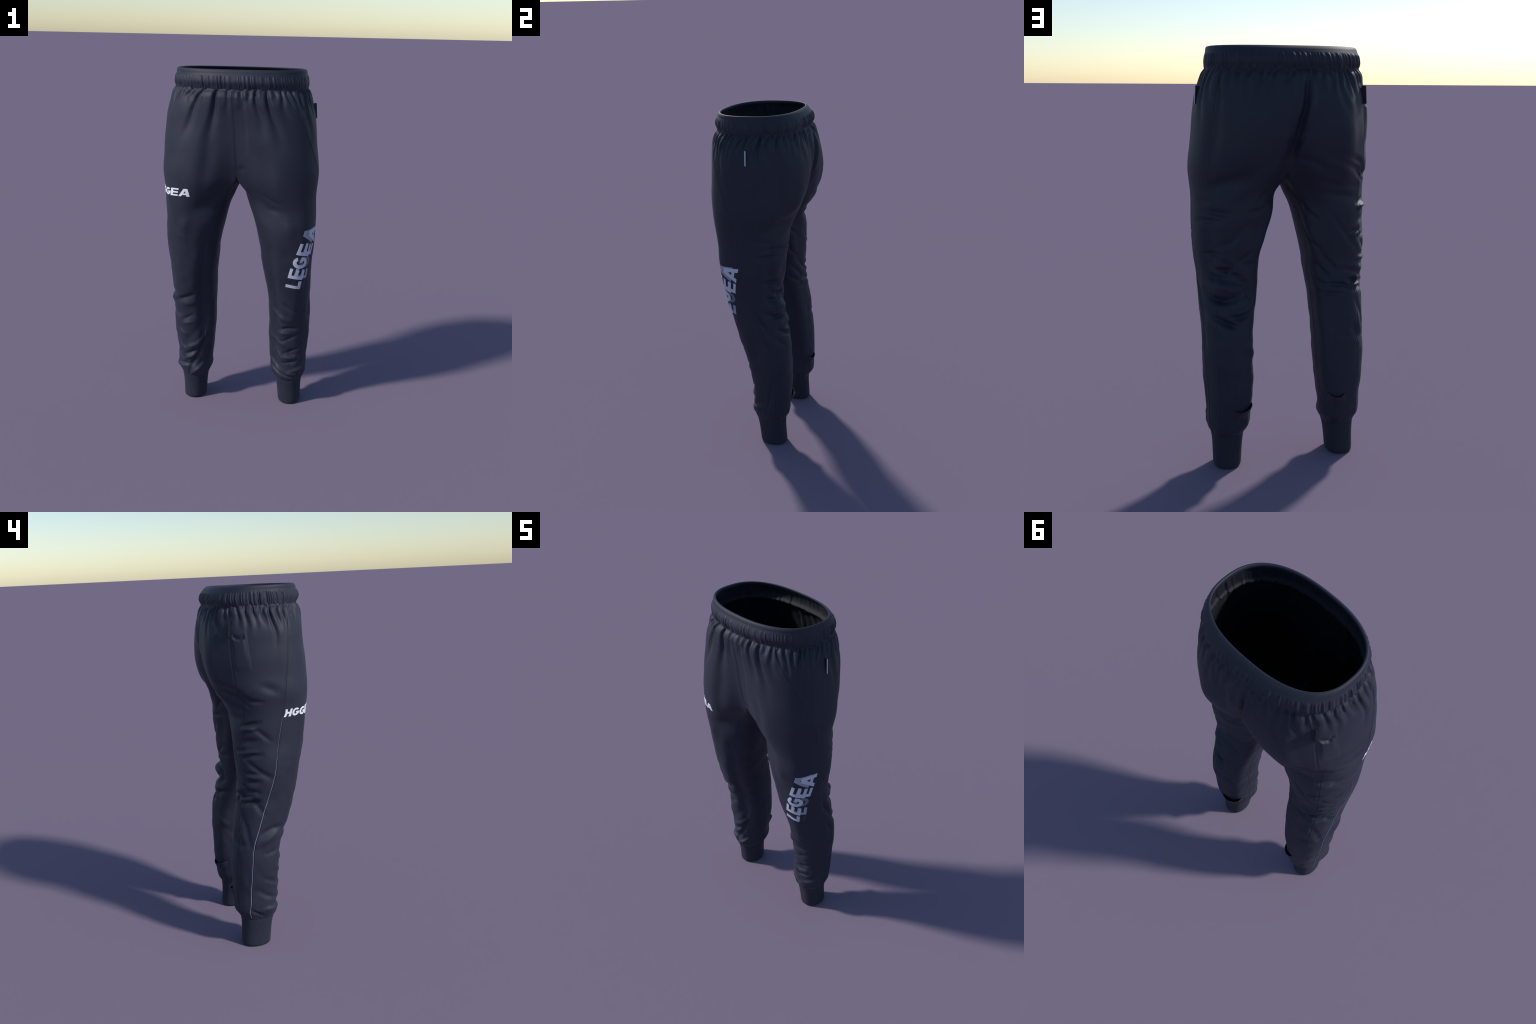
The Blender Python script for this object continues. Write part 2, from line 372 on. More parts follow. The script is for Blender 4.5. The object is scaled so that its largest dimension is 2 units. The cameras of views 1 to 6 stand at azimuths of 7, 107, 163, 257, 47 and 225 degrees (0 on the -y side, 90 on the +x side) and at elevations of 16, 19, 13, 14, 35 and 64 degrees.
def relief(side, theta, z):
    """How far the cloth stands out from the base surface."""
    d = np.zeros(theta.shape)
    hip_part = z > SPLIT_Z - 0.03
    for s in (1, -1):
        for item in FOLDS[s]:
            if s == side:
                add_fold(d, side, theta, z, item)
                if any(p[0] < -90 for p in item[2]):
                    add_fold(d, side, theta - 360, z, item)
            elif max(abs(p[0]) for p in item[2]) > 112 and item[2][0][1] > 1.42:
                e = np.zeros(theta.shape)
                add_fold(e, side, 260 - theta, z, item)
                d += np.where(hip_part & (theta > 60) & (theta <= OPEN), e, 0)
    # gathers: narrow at the band, wider and fading below
    rng = np.random.default_rng(11 + side)
    drop = BAND_Z - z
    top = z > 1.4
    g = np.zeros(theta[top].shape)
    for t0, t1, length, depth in GATHERS[side]:
        f = drop[top] / (1.35 * length)
        mid = t0 + (t1 - t0) * np.clip(f, 0, 1.2) + 1.2 * np.sin(7 * f + t0)
        w = 0.009 + (0.006 + 0.0016 * depth) * np.clip(f, 0, 1.3)
        x2 = ((theta[top] - mid) * np.radians(1) * 0.25 / w)**2
        fade = np.where(f > 0, smooth(1.25, 0.15, f), 1) * smooth(-0.004, 0.020, drop[top])
        g += -0.00135 * depth * fade * np.exp(-x2) * (1 - 0.5 * x2)
    # small puckers right under the band
    puck = value_noise(theta[top] / 2.6, drop[top] * 14 + 3 * side, 5)
    g += 0.0032 * puck * smooth(0.09, 0.01, drop[top])
    d[top] += g
    # the cloth is pulled in at the band and puffs out below it
    d += -0.004 * smooth(0.022, 0.0, drop)
    # broad unevenness
    a = theta * np.radians(1) * 0.18
    d += 0.0030 * value_noise(a * 9 + 5 * side, z * 7, 21) * smooth(1.7, 1.5, z) * smooth(.17, .25, z)
    d += 0.0016 * value_noise(a * 24 + 9 * side, z * 22, 22) * smooth(1.25, 1.0, z) * smooth(.17, .22, z)
    # puckers along the cuff seam
    d += 0.0018 * value_noise(theta / 7.0 + 40 * side, z * 30, 23) * smooth(.24, .19, z) * smooth(.160, .175, z)
    # seams
    r = np.radians(1) * reach(side, z)
    for table, deep in ((FRONT_SEAM[side], 0.0022), (SIDE_SEAM[side], 0.0016), (INSEAM, 0.0014)):
        x = (theta - curve_at(table, z)) * r
        on = np.exp(-(x / 0.0035)**2)
        if table is INSEAM:
            on = np.where(z < 1.37, on, 0)
        d -= deep * on
        d += 0.5 * deep * np.exp(-((np.abs(x) - 0.008) / 0.004)**2) * (on < .9)
    if side == 1:                                               # dart over the left knee
        x = z - np.interp(theta, [-104, -80, -60, -20, -5], [.75, .69, .655, .595, .57])
        d -= 0.0025 * np.exp(-(x / 0.004)**2) * smooth(-108, -98, theta) * smooth(0, -10, theta)
        # placket: a sunken strip beside the centre seam, its foot rounded off
        edge = -117.0 - np.clip((1.60 - z) / 0.07, 0, 1)**2 * 9
        d -= 0.0042 * smooth(1.6, -1.8, theta - edge) * smooth(1.50, 1.66, z)
        d += 0.0008 * np.exp(-((theta - edge - 2.5) / 2.0)**2) * smooth(1.54, 1.66, z)
        d -= 0.006 * np.exp(-((theta + 124) / 4)**2 - ((z - 1.475) / 0.022)**2)
    else:
        x = theta + 130
        d -= 0.0030 * np.exp(-(x / 1.0)**2) * smooth(1.40, 1.48, z) * (theta < 0)
        # mouth of the right side pocket
        sag = 1.726 + 0.010 * np.abs((theta - 40.0) / 6.0)**1.3 + 0.0012 * np.sin(theta * 1.1)
        win = smooth(32, 36, theta) * smooth(49, 45, theta)
        d -= 0.0065 * win * smooth(sag - 0.004, sag + 0.003, z) * smooth(sag + 0.034, sag + 0.006, z)
        d += 0.0055 * win * smooth(sag + 0.001, sag - 0.003, z) * smooth(1.60, 1.71, z)
        # pocket bag edge
        x = theta - (31 + 0 * z)
        d += 0.003 * smooth(-1.5, 1.5, x) * smooth(51, 47, theta) * smooth(1.56, 1.60, z) * smooth(1.83, 1.74, z)
    return d


# ------------------------------------------------------------------ the cloth grid of both halves
HIP_ROWS, LEG_ROWS, OUT_COLS, IN_COLS = 152, 426, 366, 118
th_out = np.linspace(-OPEN, OPEN, OUT_COLS)
th_in = np.linspace(OPEN, 360 - OPEN, IN_COLS + 2)[1:-1]
th_all = np.concatenate([th_out, th_in])
z_hip = np.linspace(BAND_Z + 0.004, SPLIT_Z, HIP_ROWS)
z_leg = np.linspace(SPLIT_Z, CUFF_Z, LEG_ROWS)


def grid_normals(p, side):
    n = np.cross(np.gradient(p, axis=0), np.gradient(p, axis=1)) * side
    return n / (np.linalg.norm(n, axis=-1, keepdims=True) + 1e-12)


def build_half(side):
    rows = np.concatenate([z_hip, z_leg[1:]])
    out = base(side, th_out[None, :], rows[:, None])
    leg = base(side, th_all[None, :], z_leg[:, None])
    ring = np.concatenate([leg[:, -2:], leg, leg[:, :2]], 1)
    n_leg = grid_normals(ring, side)[:, 2:-2]
    n_out = grid_normals(out, side)
    n_hip = n_out[:HIP_ROWS].copy()
    n_hip[:, 0] = (0, -1, 0)
    n_hip[:, -1] = (0, 1, 0)
    k = smooth(0.0, 0.12, SPLIT_Z - z_leg)[:, None, None]
    k = np.maximum(k, smooth(85, 118, np.abs(th_out))[None, :, None])
    n_leg[:, :OUT_COLS] = n_out[HIP_ROWS - 1:] * (1 - k) + n_leg[:, :OUT_COLS] * k
    n_leg /= np.linalg.norm(n_leg, axis=-1, keepdims=True) + 1e-12
    hip = out[:HIP_ROWS]
    th_h, th_l = np.broadcast_to(th_out[None], hip.shape[:2]), np.broadcast_to(th_all[None], leg.shape[:2])
    calm = 1 - smooth(98, 126, np.abs(th_out))[None] * smooth(SPLIT_Z + 0.06, SPLIT_Z, z_hip)[:, None]
    hip = hip + n_hip * (calm * relief(side, th_h.copy(), hip[..., 2].copy()))[..., None]
    d = relief(side, th_l.copy(), leg[..., 2].copy())
    calm = np.where(th_all[None] > OPEN, smooth(0, 0.10, SPLIT_Z - z_leg)[:, None], 1)
    near = smooth(98, 126, np.abs(th_all))[None]
    calm = np.minimum(calm, 1 - near * smooth(SPLIT_Z - 0.16, SPLIT_Z - 0.04, z_leg)[:, None])
    leg = leg + n_leg * (d * calm)[..., None]
    leg[0, :OUT_COLS] = hip[-1]
    return hip, leg


def stitch(halves):
    """Make the two halves meet along the centre seam."""
    hp, lp = halves[1]
    hn, ln = halves[-1]
    fall = np.exp(-(np.arange(OUT_COLS) / 5.0)**2)
    for col, weight in ((0, fall), (-1, fall[::-1])):
        mid = (hp[:, col] + hn[:, col]) / 2
        dp, dn = mid - hp[:, col], mid - hn[:, col]
        hp += dp[:, None] * weight[None, :, None]
        hn += dn[:, None] * weight[None, :, None]
    mid = (lp[0, OUT_COLS:] + ln[0, OUT_COLS:]) / 2
    lp[0, OUT_COLS:] = mid
    ln[0, OUT_COLS:] = mid
    lp[0, :OUT_COLS], ln[0, :OUT_COLS] = hp[-1], hn[-1]


halves = {1: build_half(1), -1: build_half(-1)}
stitch(halves)

# one vertex list for the whole cloth, with the centre seam shared
verts, index = [], {}
count = 0
for side in (1, -1):
    hip, leg = halves[side]
    ih = np.full(hip.shape[:2], -1)
    il = np.full(leg.shape[:2], -1)
    if side == -1:
        oh, ol = index[1]
        ih[:, 0], ih[:, -1] = oh[:, 0], oh[:, -1]
        il[0, OUT_COLS:] = ol[0, OUT_COLS:]
    new = ih < 0
    ih[new] = count + np.arange(new.sum())
    verts.append(hip[new])
    count += new.sum()
    il[0, :OUT_COLS] = ih[-1]
    new = il < 0
    il[new] = count + np.arange(new.sum())
    verts.append(leg[new])
    count += new.sum()
    index[side] = (ih, il)
verts = np.concatenate(verts)


def quads_of(ix, closed):
    a = ix if not closed else np.concatenate([ix, ix[:, :1]], 1)
    return np.stack([a[:-1, :-1], a[1:, :-1], a[1:, 1:], a[:-1, 1:]], -1).reshape(-1, 4)


faces, face_side, face_theta, face_z = [], [], [], []
for side in (1, -1):
    for ix, closed, th, zz in ((index[side][0], False, th_out, z_hip), (index[side][1], True, th_all, z_leg)):
        q = quads_of(ix, closed)
        q = q if side == 1 else q[:, ::-1]
        nc = len(th) if closed else len(th) - 1
        tm = (th + (th[1] - th[0]) / 2)[:nc]
        zm = (zz[:-1] + zz[1:]) / 2
        faces.append(q)
        face_side.append(np.full(len(q), side))
        face_theta.append(np.tile(tm, len(zm)))
        face_z.append(np.repeat(zm, nc))
faces = np.concatenate(faces)
face_side, face_theta, face_z = map(np.concatenate, (face_side, face_theta, face_z))

# relax the crotch so that the two legs run into the seat without a ridge
edges = np.concatenate([faces[:, [0, 1]], faces[:, [1, 2]], faces[:, [2, 3]], faces[:, [3, 0]]])
soft = (np.abs(verts[:, 0]) < 0.10) & (verts[:, 2] > 1.22) & (verts[:, 2] < 1.50)
keep = soft[edges[:, 0]]
e0, e1 = edges[keep, 0], edges[keep, 1]
back = soft[edges[:, 1]]
e0, e1 = np.concatenate([e0, edges[back, 1]]), np.concatenate([e1, edges[back, 0]])
n_near = np.maximum(np.bincount(e0, minlength=len(verts)), 1)
mask = (smooth(0.10, 0.03, np.abs(verts[:, 0])) * smooth(1.22, 1.30, verts[:, 2]) * smooth(1.50, 1.44, verts[:, 2]))[:, None]
for _ in range(14):
    mean = np.stack([np.bincount(e0, weights=verts[e1, k], minlength=len(verts)) for k in range(3)], -1) / n_near[:, None]
    verts = np.where(mask > 0, verts + 0.6 * mask * (mean - verts), verts)

fn = np.cross(verts[faces[:, 2]] - verts[faces[:, 0]], verts[faces[:, 3]] - verts[faces[:, 1]])
normals = np.zeros_like(verts)
for k in range(4):
    for c in range(3):
        normals[:, c] += np.bincount(faces[:, k], weights=fn[:, c], minlength=len(verts))
normals /= np.linalg.norm(normals, axis=1, keepdims=True) + 1e-12


def on_cloth(side, theta, z):
    """Point and normal of the finished cloth at theta, z (outer columns, or the leg below the crotch)."""
    theta, z = np.broadcast_arrays(np.asarray(theta, float), np.asarray(z, float))
    theta = np.where(theta < -OPEN, theta + 360, theta)
    ih, il = index[side]
    def sample(ix, th, zs):
        j = np.clip(np.searchsorted(th, theta) - 1, 0, len(th) - 2)
        i = np.clip(np.searchsorted(-zs, -z) - 1, 0, len(zs) - 2)
        u = np.clip((theta - th[j]) / (th[j + 1] - th[j]), 0, 1)[..., None]
        v = np.clip((zs[i] - z) / (zs[i] - zs[i + 1]), 0, 1)[..., None]
        f = lambda arr: ((arr[ix[i, j]] * (1 - u) + arr[ix[i, j + 1]] * u) * (1 - v)
                         + (arr[ix[i + 1, j]] * (1 - u) + arr[ix[i + 1, j + 1]] * u) * v)
        return f(verts), f(normals)
    ph, nh = sample(ih, th_out, z_hip)
    pl, nl = sample(il, th_all, z_leg)
    up = (z >= SPLIT_Z)[..., None]
    return np.where(up, ph, pl), np.where(up, nh, nl)


# ------------------------------------------------------------------ Blender objects
import bpy
import bmesh


def rgb(r, g, b):
    return (r, g, b, 1.0)


def cloth_material(name, color, rough=0.6, grain=0.12, rib=0.0, sheen=0.03):
    m = bpy.data.materials.new(name)
    m.use_nodes = True
    nt = m.node_tree
    bsdf = nt.nodes["Principled BSDF"]
    bsdf.inputs["Roughness"].default_value = rough
    bsdf.inputs["Specular IOR Level"].default_value = 0.33
    bsdf.inputs["Sheen Weight"].default_value = sheen
    bsdf.inputs["Sheen Roughness"].default_value = 0.5
    bsdf.inputs["Sheen Tint"].default_value = rgb(0.7, 0.75, 1.0)
    co = nt.nodes.new("ShaderNodeTexCoord")
    broad = nt.nodes.new("ShaderNodeTexNoise")
    broad.inputs["Scale"].default_value = 9.0
    broad.inputs["Detail"].default_value = 3.0
    fine = nt.nodes.new("ShaderNodeTexNoise")
    fine.inputs["Scale"].default_value = 420.0
    fine.inputs["Detail"].default_value = 2.0
    ramp = nt.nodes.new("ShaderNodeValToRGB")
    ramp.color_ramp.elements[0].position = 0.3
    ramp.color_ramp.elements[1].position = 0.7
    c = np.array(color)
    ramp.color_ramp.elements[0].color = rgb(*(c * (1 - grain)))
    ramp.color_ramp.elements[1].color = rgb(*(c * (1 + grain)))
    add = nt.nodes.new("ShaderNodeMath")
    add.operation = 'MULTIPLY_ADD'
    add.inputs[1].default_value = 0.5
    half = nt.nodes.new("ShaderNodeMath")
    half.operation = 'MULTIPLY'
    half.inputs[1].default_value = 0.5
    bump = nt.nodes.new("ShaderNodeBump")
    bump.inputs["Strength"].default_value = 0.12
    bump.inputs["Distance"].default_value = 0.0006
    nt.links.new(co.outputs["Object"], broad.inputs["Vector"])
    nt.links.new(co.outputs["Object"], fine.inputs["Vector"])
    nt.links.new(fine.outputs["Fac"], half.inputs[0])
    nt.links.new(broad.outputs["Fac"], add.inputs[0])
    nt.links.new(half.outputs[0], add.inputs[2])
    nt.links.new(add.outputs[0], ramp.inputs["Fac"])
    nt.links.new(ramp.outputs["Color"], bsdf.inputs["Base Color"])
    nt.links.new(fine.outputs["Fac"], bump.inputs["Height"])
    nt.links.new(bump.outputs["Normal"], bsdf.inputs["Normal"])
    return m


NAVY = (0.0166, 0.0194, 0.0372)
cloth = cloth_material("navy_cloth", NAVY, rough=0.6)
knit = cloth_material("navy_rib_knit", (0.0166, 0.0194, 0.0360), rough=0.75)
shade_darkened_mat = cloth_material("navy_cloth_darkened_for_shade", (0.0055, 0.0065, 0.0125), rough=0.7)  # same navy cloth, base colour darkened to paint in the shadow inside the waist
print_white = cloth_material("white_print", (0.72, 0.74, 0.82), rough=0.5, grain=0.08, sheen=0)
print_pale = cloth_material("pale_grey_print", (0.50, 0.53, 0.66), rough=0.5, grain=0.12, sheen=0)
print_dim = cloth_material("dim_grey_print", (0.28, 0.30, 0.41), rough=0.5, grain=0.20, sheen=0)
print_faint = cloth_material("faint_grey_print", (0.13, 0.14, 0.19), rough=0.5, grain=0.25, sheen=0)
print_ghost = cloth_material("worn_print", (0.032, 0.036, 0.052), rough=0.5, grain=0.4, sheen=0)
pipe_mat = cloth_material("pale_piping", (0.23, 0.255, 0.34), rough=0.45, sheen=0)
tab_pale = cloth_material("pale_zip_tape", (0.42, 0.47, 0.58), rough=0.5, sheen=0)
tab_dark = cloth_material("dark_zip_tape", (0.012, 0.014, 0.022), rough=0.5)

root = bpy.data.objects.new("track_pants", None)
root["label"] = "dark navy jogger track pants with gathered waist and ribbed cuffs"
root["category"] = "track pants"
bpy.context.scene.collection.objects.link(root)


def add_mesh(name, v, f, mat, vn=None, parent=root, smooth_shade=True):
    me = bpy.data.meshes.new(name)
    v = np.ascontiguousarray(v, dtype=np.float32)
    f = np.asarray(f)
    me.vertices.add(len(v))
    me.vertices.foreach_set("co", v.ravel())
    me.loops.add(f.size)
    me.loops.foreach_set("vertex_index", f.ravel().astype(np.int32))
    me.polygons.add(len(f))
    me.polygons.foreach_set("loop_start", np.arange(0, f.size, f.shape[1], dtype=np.int32))
    me.polygons.foreach_set("use_smooth", np.full(len(f), smooth_shade))
    me.update(calc_edges=True)
    me.validate()
    if vn is not None:
        me.normals_split_custom_set_from_vertices([tuple(x) for x in vn.tolist()])
    me.materials.append(mat)
    ob = bpy.data.objects.new(name, me)
    ob.parent = parent
    bpy.context.scene.collection.objects.link(ob)
    return ob


# panels of the two legs
front = np.zeros(len(faces), bool)
side_mask = np.zeros(len(faces), bool)
for side in (1, -1):
    f = curve_at(FRONT_SEAM[side], face_z)
    s = curve_at(SIDE_SEAM[side], face_z)
    i = curve_at(INSEAM, face_z)
    me_side = face_side == side
    front |= me_side & ((face_theta < f) | (face_theta > i))
    side_mask |= me_side & (face_theta >= f) & (face_theta < s)
for side in (1, -1):
    for name, pick in (("front_panel", front), ("side_panel", side_mask), ("back_panel", ~front & ~side_mask)):
        q = faces[pick & (face_side == side)]
        used, inv = np.unique(q, return_inverse=True)
        add_mesh(name, verts[used], inv.reshape(-1, 4), cloth, normals[used])

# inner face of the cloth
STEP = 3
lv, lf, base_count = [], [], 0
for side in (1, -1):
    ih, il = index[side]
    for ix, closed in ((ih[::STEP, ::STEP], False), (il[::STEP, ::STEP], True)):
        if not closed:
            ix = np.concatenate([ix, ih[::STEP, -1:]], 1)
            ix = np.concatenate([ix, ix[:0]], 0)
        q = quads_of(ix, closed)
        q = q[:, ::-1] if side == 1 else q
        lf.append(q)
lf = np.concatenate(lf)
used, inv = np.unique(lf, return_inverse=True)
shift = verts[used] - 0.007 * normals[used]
add_mesh("inner_cloth_face", shift, inv.reshape(-1, 4), shade_darkened_mat)


# ------------------------------------------------------------------ waistband
def ring_point(phi, offset, z):
    p = hip_section(1.0, phi, z)
    q = hip_section(1.0, phi + 0.2, z)
    t = q - p
    n = np.stack([t[..., 1], -t[..., 0], 0 * t[..., 0]], -1)
    n /= np.linalg.norm(n, axis=-1, keepdims=True)
    return p + n * np.asarray(offset)[..., None]


BAND_PROFILE = [(-.012, 1.882), (-.007, 1.884), (-.004, 1.888), (-.001, 1.894), (.002, 1.902), (.0042, 1.913), (.0055, 1.925), (.0055, 1.938),
                (.0045, 1.951), (.003, 1.961), (.0015, 1.969), (.0005, 1.975), (-.0002, 1.980), (.0000, 1.985), (-.0004, 1.990),
                (-.0018, 1.995), (-.0045, 1.9986), (-.0085, 2.000), (-.0125, 1.999), (-.0155, 1.9955), (-.0165, 1.990), (-.0155, 1.984), (-.012, 1.979),
                (-.0095, 1.970), (-.009, 1.950), (-.0095, 1.920), (-.012, 1.905), (-.018, 1.899), (-.025, 1.894), (-.025, 1.886), (-.015, 1.882)]
NB = 1600
phi = np.linspace(-180, 180, NB, endpoint=False)
prof = np.array(BAND_PROFILE)
prof[:, 1] = np.where(prof[:, 1] < 1.975, 1.975 - (1.975 - prof[:, 1]) * 0.87, prof[:, 1])
seg_t = np.linspace(0, len(prof) - 1, 72)
prof = np.stack([np.interp(seg_t, np.arange(len(prof)), prof[:, k]) for k in range(2)], -1)
outer_part = seg_t < 17.5
rng = np.random.default_rng(4)
ribs = np.zeros(NB)
pos = -180.0
while pos < 180:
    w = rng.choice([1.0, 1.4, 2.0, 3.0])
    x = (phi - pos + 180) % 360 - 180
    ribs += rng.uniform(0.2, 1.0) * np.exp(-np.abs(x / (0.5 * w))**2.0)
    pos += w + rng.uniform(0.4, 1.8)
ribs -= ribs.mean()
lean = np.cumsum(rng.normal(0, 1, NB))
calm = 1 - 0.9 * np.exp(-((phi + 90) / 5.0)**2)                      # smooth patch at the front
calm *= 1 - 0.55 * np.exp(-((phi + 10) / 32.0)**2)
band = []
for (off, z), is_out in zip(prof, outer_part):
    amt = 0.0068 * smooth(1.900, 1.917, np.array(z)) * smooth(1.972, 1.958, np.array(z)) if is_out else 0.0
    low = 0.0022 * value_noise(phi / 1.7, np.full(NB, z * 30.0), 8) * smooth(1.94, 1.905, np.array(z)) * is_out
    sh = ribs if not is_out else np.interp(phi + 25 * (z - 1.93), phi, ribs, period=360)
    inner_wave = 0.0 if is_out else 0.0040 * value_noise(phi / 2.4, np.full(NB, z * 7.0), 9) * smooth(1.98, 1.95, np.array(z))
    band.append(ring_point(phi, off + amt * calm * sh + low + inner_wave, np.full(NB, z)))
band = np.stack(band)
ix = np.arange(band.shape[0] * NB).reshape(band.shape[0], NB)
q = quads_of(np.concatenate([ix, ix[:1]], 0), True)[:, ::-1]
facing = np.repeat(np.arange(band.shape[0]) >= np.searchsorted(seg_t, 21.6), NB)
for nm, pick, mat in (("waistband", ~facing, cloth), ("waistband_facing", facing, shade_darkened_mat)):
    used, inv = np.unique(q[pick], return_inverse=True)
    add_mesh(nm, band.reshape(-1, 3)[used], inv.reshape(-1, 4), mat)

# ------------------------------------------------------------------ cuffs
for side in (1, -1):
    ang = np.linspace(0, 360, 300, endpoint=False)
    prof_c = [(-.007, .182), (-.003, .176), (.0, .168), (.0012, .160), (.0008, .140), (.0005, .110), (.0005, .080), (.0006, .050), (.0006, .022),
              (.0002, .010), (-.0012, .004), (-.004, .0008), (-.008, .0), (-.0125, .002), (-.013, .010), (-.012, .05), (-.011, .11), (-.011, .175)]
    rows = []
    for off, z in prof_c:
        p = section(LEGS[side], side, ang, np.full(300, min(z, 0.16)), 2.2)
        c = cubic(LEGS[side], np.array(min(z, 0.16)))
        dirv = p - np.array([c[0], c[1], min(z, 0.16)])
        dirv[:, 2] = 0
        dirv /= np.linalg.norm(dirv, axis=1, keepdims=True)
        rib = 0.0004 * np.cos(np.radians(ang) * 75) * (0.02 < z < 0.165)
        p = p + dirv * (off + rib)[..., None] if np.ndim(rib) else p + dirv * off
        p[:, 2] = z
        rows.append(p)
    rows = np.stack(rows)
    ix = np.arange(rows.shape[0] * 300).reshape(rows.shape[0], 300)
    q = quads_of(ix, True)
    q = q[:, ::-1] if side == -1 else q
    add_mesh("ribbed_cuff", rows.reshape(-1, 3), q, knit)


# ------------------------------------------------------------------ sheets that lie on the cloth
def sheet(name, side, theta_range, z_range, lift, mat, nu=48, nv=40, thick=0.0022, parent=root):
    """A sewn-on piece: lift(u, v) metres off the cloth, u across, v upwards."""
    u, v = np.meshgrid(np.linspace(0, 1, nu), np.linspace(0, 1, nv))
    th = theta_range(u, v)
    z = z_range(u, v)
    p, n = on_cloth(side, th, z)
    # steady the sheet: average the normals so that it does not copy each wrinkle
    l = lift(u, v)[..., None]
    outer = p + n * (l + thick)
    inner = p + n * np.maximum(l, 0.0003)
    ix = np.arange(nu * nv).reshape(nv, nu)
    jx = ix + nu * nv
    f = [quads_of(ix, False), quads_of(jx, False)[:, ::-1]]
    for a, b in ((ix[0], jx[0]), (ix[-1][::-1], jx[-1][::-1]), (ix[::-1, 0], jx[::-1, 0]), (ix[:, -1], jx[:, -1])):
        f.append(np.stack([a[:-1], a[1:], b[1:], b[:-1]], -1))
    f = np.concatenate(f)
    if side == 1:
        f = f[:, ::-1]
    return add_mesh(name, np.concatenate([outer.reshape(-1, 3), inner.reshape(-1, 3)]), f, mat, parent=parent)


def pouch(height, centre, spread):
    def lift(u, v):
        side_fall = np.clip(1 - ((u - centre) / spread)**2, 0, 1)
        return height * side_fall * smooth(0.45, 1.0, v) - 0.0015
    return lift


sheet("heel_pocket", -1, lambda u, v: 141 - 56 * u, lambda u, v: 0.203 + (0.137 - 0.012 * np.sin(np.pi * np.clip((u - .2) / .6, 0, 1))) * v,
      pouch(0.016, 0.5, 0.40), cloth)
sheet("heel_pocket", 1, lambda u, v: 76 + 76 * u, lambda u, v: 0.203 + (0.118 + 0.015 * (u - .5) - 0.016 * np.sin(np.pi * np.clip((u - .15) / .7, 0, 1))) * v,
      pouch(0.022, 0.55, 0.42), cloth)


# zip tabs standing off the side pockets
def tab(name, side, theta, z0, z1, width, height, mat, face_mat=None, lean=0.0):
    ob = None
    for nm, h0, h1, w, m in (("zip_tab", -0.004, height, width, mat), ("zip_tab_face", height, height + 0.0015, width * 0.92, face_mat)):
        if m is None:
            continue
        zs = np.linspace(z0, z1, 10)
        p, n = on_cloth(side, np.full(10, theta), zs)
        n = n.mean(0)
        n[2] = 0
        n /= np.linalg.norm(n)
        t = np.array([-n[1], n[0], 0])
        mid = p.mean(0)
        d = np.array([-0.06 * n[0], -0.06 * n[1], 1.0])
        mid = np.array([mid[0], mid[1], (z0 + z1) / 2])
        c = []
        for z in (z0, z1):
            q = mid + d * (z - (z0 + z1) / 2) + t * lean * (z - z0)
            for a, b in ((-w / 2, h0), (w / 2, h0), (w / 2, h1), (-w / 2, h1)):
                c.append(q + t * a + n * b)
        f = [(0, 1, 2, 3), (7, 6, 5, 4), (0, 4, 5, 1), (1, 5, 6, 2), (2, 6, 7, 3), (3, 7, 4, 0)]
        o = add_mesh(nm, np.array(c), np.array(f), m, parent=ob or root, smooth_shade=False)
        bm = bmesh.new()
        bm.from_mesh(o.data)
        bmesh.ops.recalc_face_normals(bm, faces=bm.faces)
        if nm == "zip_tab":
            bmesh.ops.bevel(bm, geom=bm.edges[:], offset=0.0012, segments=2, affect='EDGES')
        bm.to_mesh(o.data)
        bm.free()
        ob = ob or o


tab("zip_tab", 1, 13.5, 1.742, 1.824, 0.008, 0.010, tab_dark, tab_pale)
tab("zip_tab", -1, 50.0, 1.746, 1.828, 0.007, 0.019, tab_dark)


# piping along the right front seam
def tube(name, pts, rad, mat, seg=8):
    d = np.gradient(pts, axis=0)
    d /= np.linalg.norm(d, axis=1, keepdims=True)
    a = np.cross(d, [0, 0, 1.0])
    a = np.where(np.linalg.norm(a, axis=1, keepdims=True) < 1e-3, [1.0, 0, 0], a)
    a /= np.linalg.norm(a, axis=1, keepdims=True)
    b = np.cross(d, a)
    t = np.linspace(0, 2 * np.pi, seg, endpoint=False)
    ring = pts[:, None] + rad[:, None, None] * (np.cos(t)[None, :, None] * a[:, None] + np.sin(t)[None, :, None] * b[:, None])
    ix = np.arange(len(pts) * seg).reshape(len(pts), seg)
    return add_mesh(name, ring.reshape(-1, 3), quads_of(ix, True), mat)


zs = np.linspace(1.32, 0.172, 400)
p, n = on_cloth(-1, curve_at(FRONT_SEAM[-1], zs), zs)
ker = np.ones(9) / 9
p = np.stack([np.convolve(np.pad(p[:, k], 4, mode='edge'), ker, 'valid') for k in range(3)], -1)
rad = 0.0008 + 0.0009 * smooth(1.20, 0.82, zs) + 0.0003 * value_noise(zs * 40, zs * 0, 3)
tube("piping", p + n * 0.0016, rad, pipe_mat)


# ------------------------------------------------------------------ printed letters
def arc(cx, cy, rx, ry, a0, a1, n):
    return [(cx + rx * math.cos(math.radians(a)), cy + ry * math.sin(math.radians(a))) for a in np.linspace(a0, a1, n)]


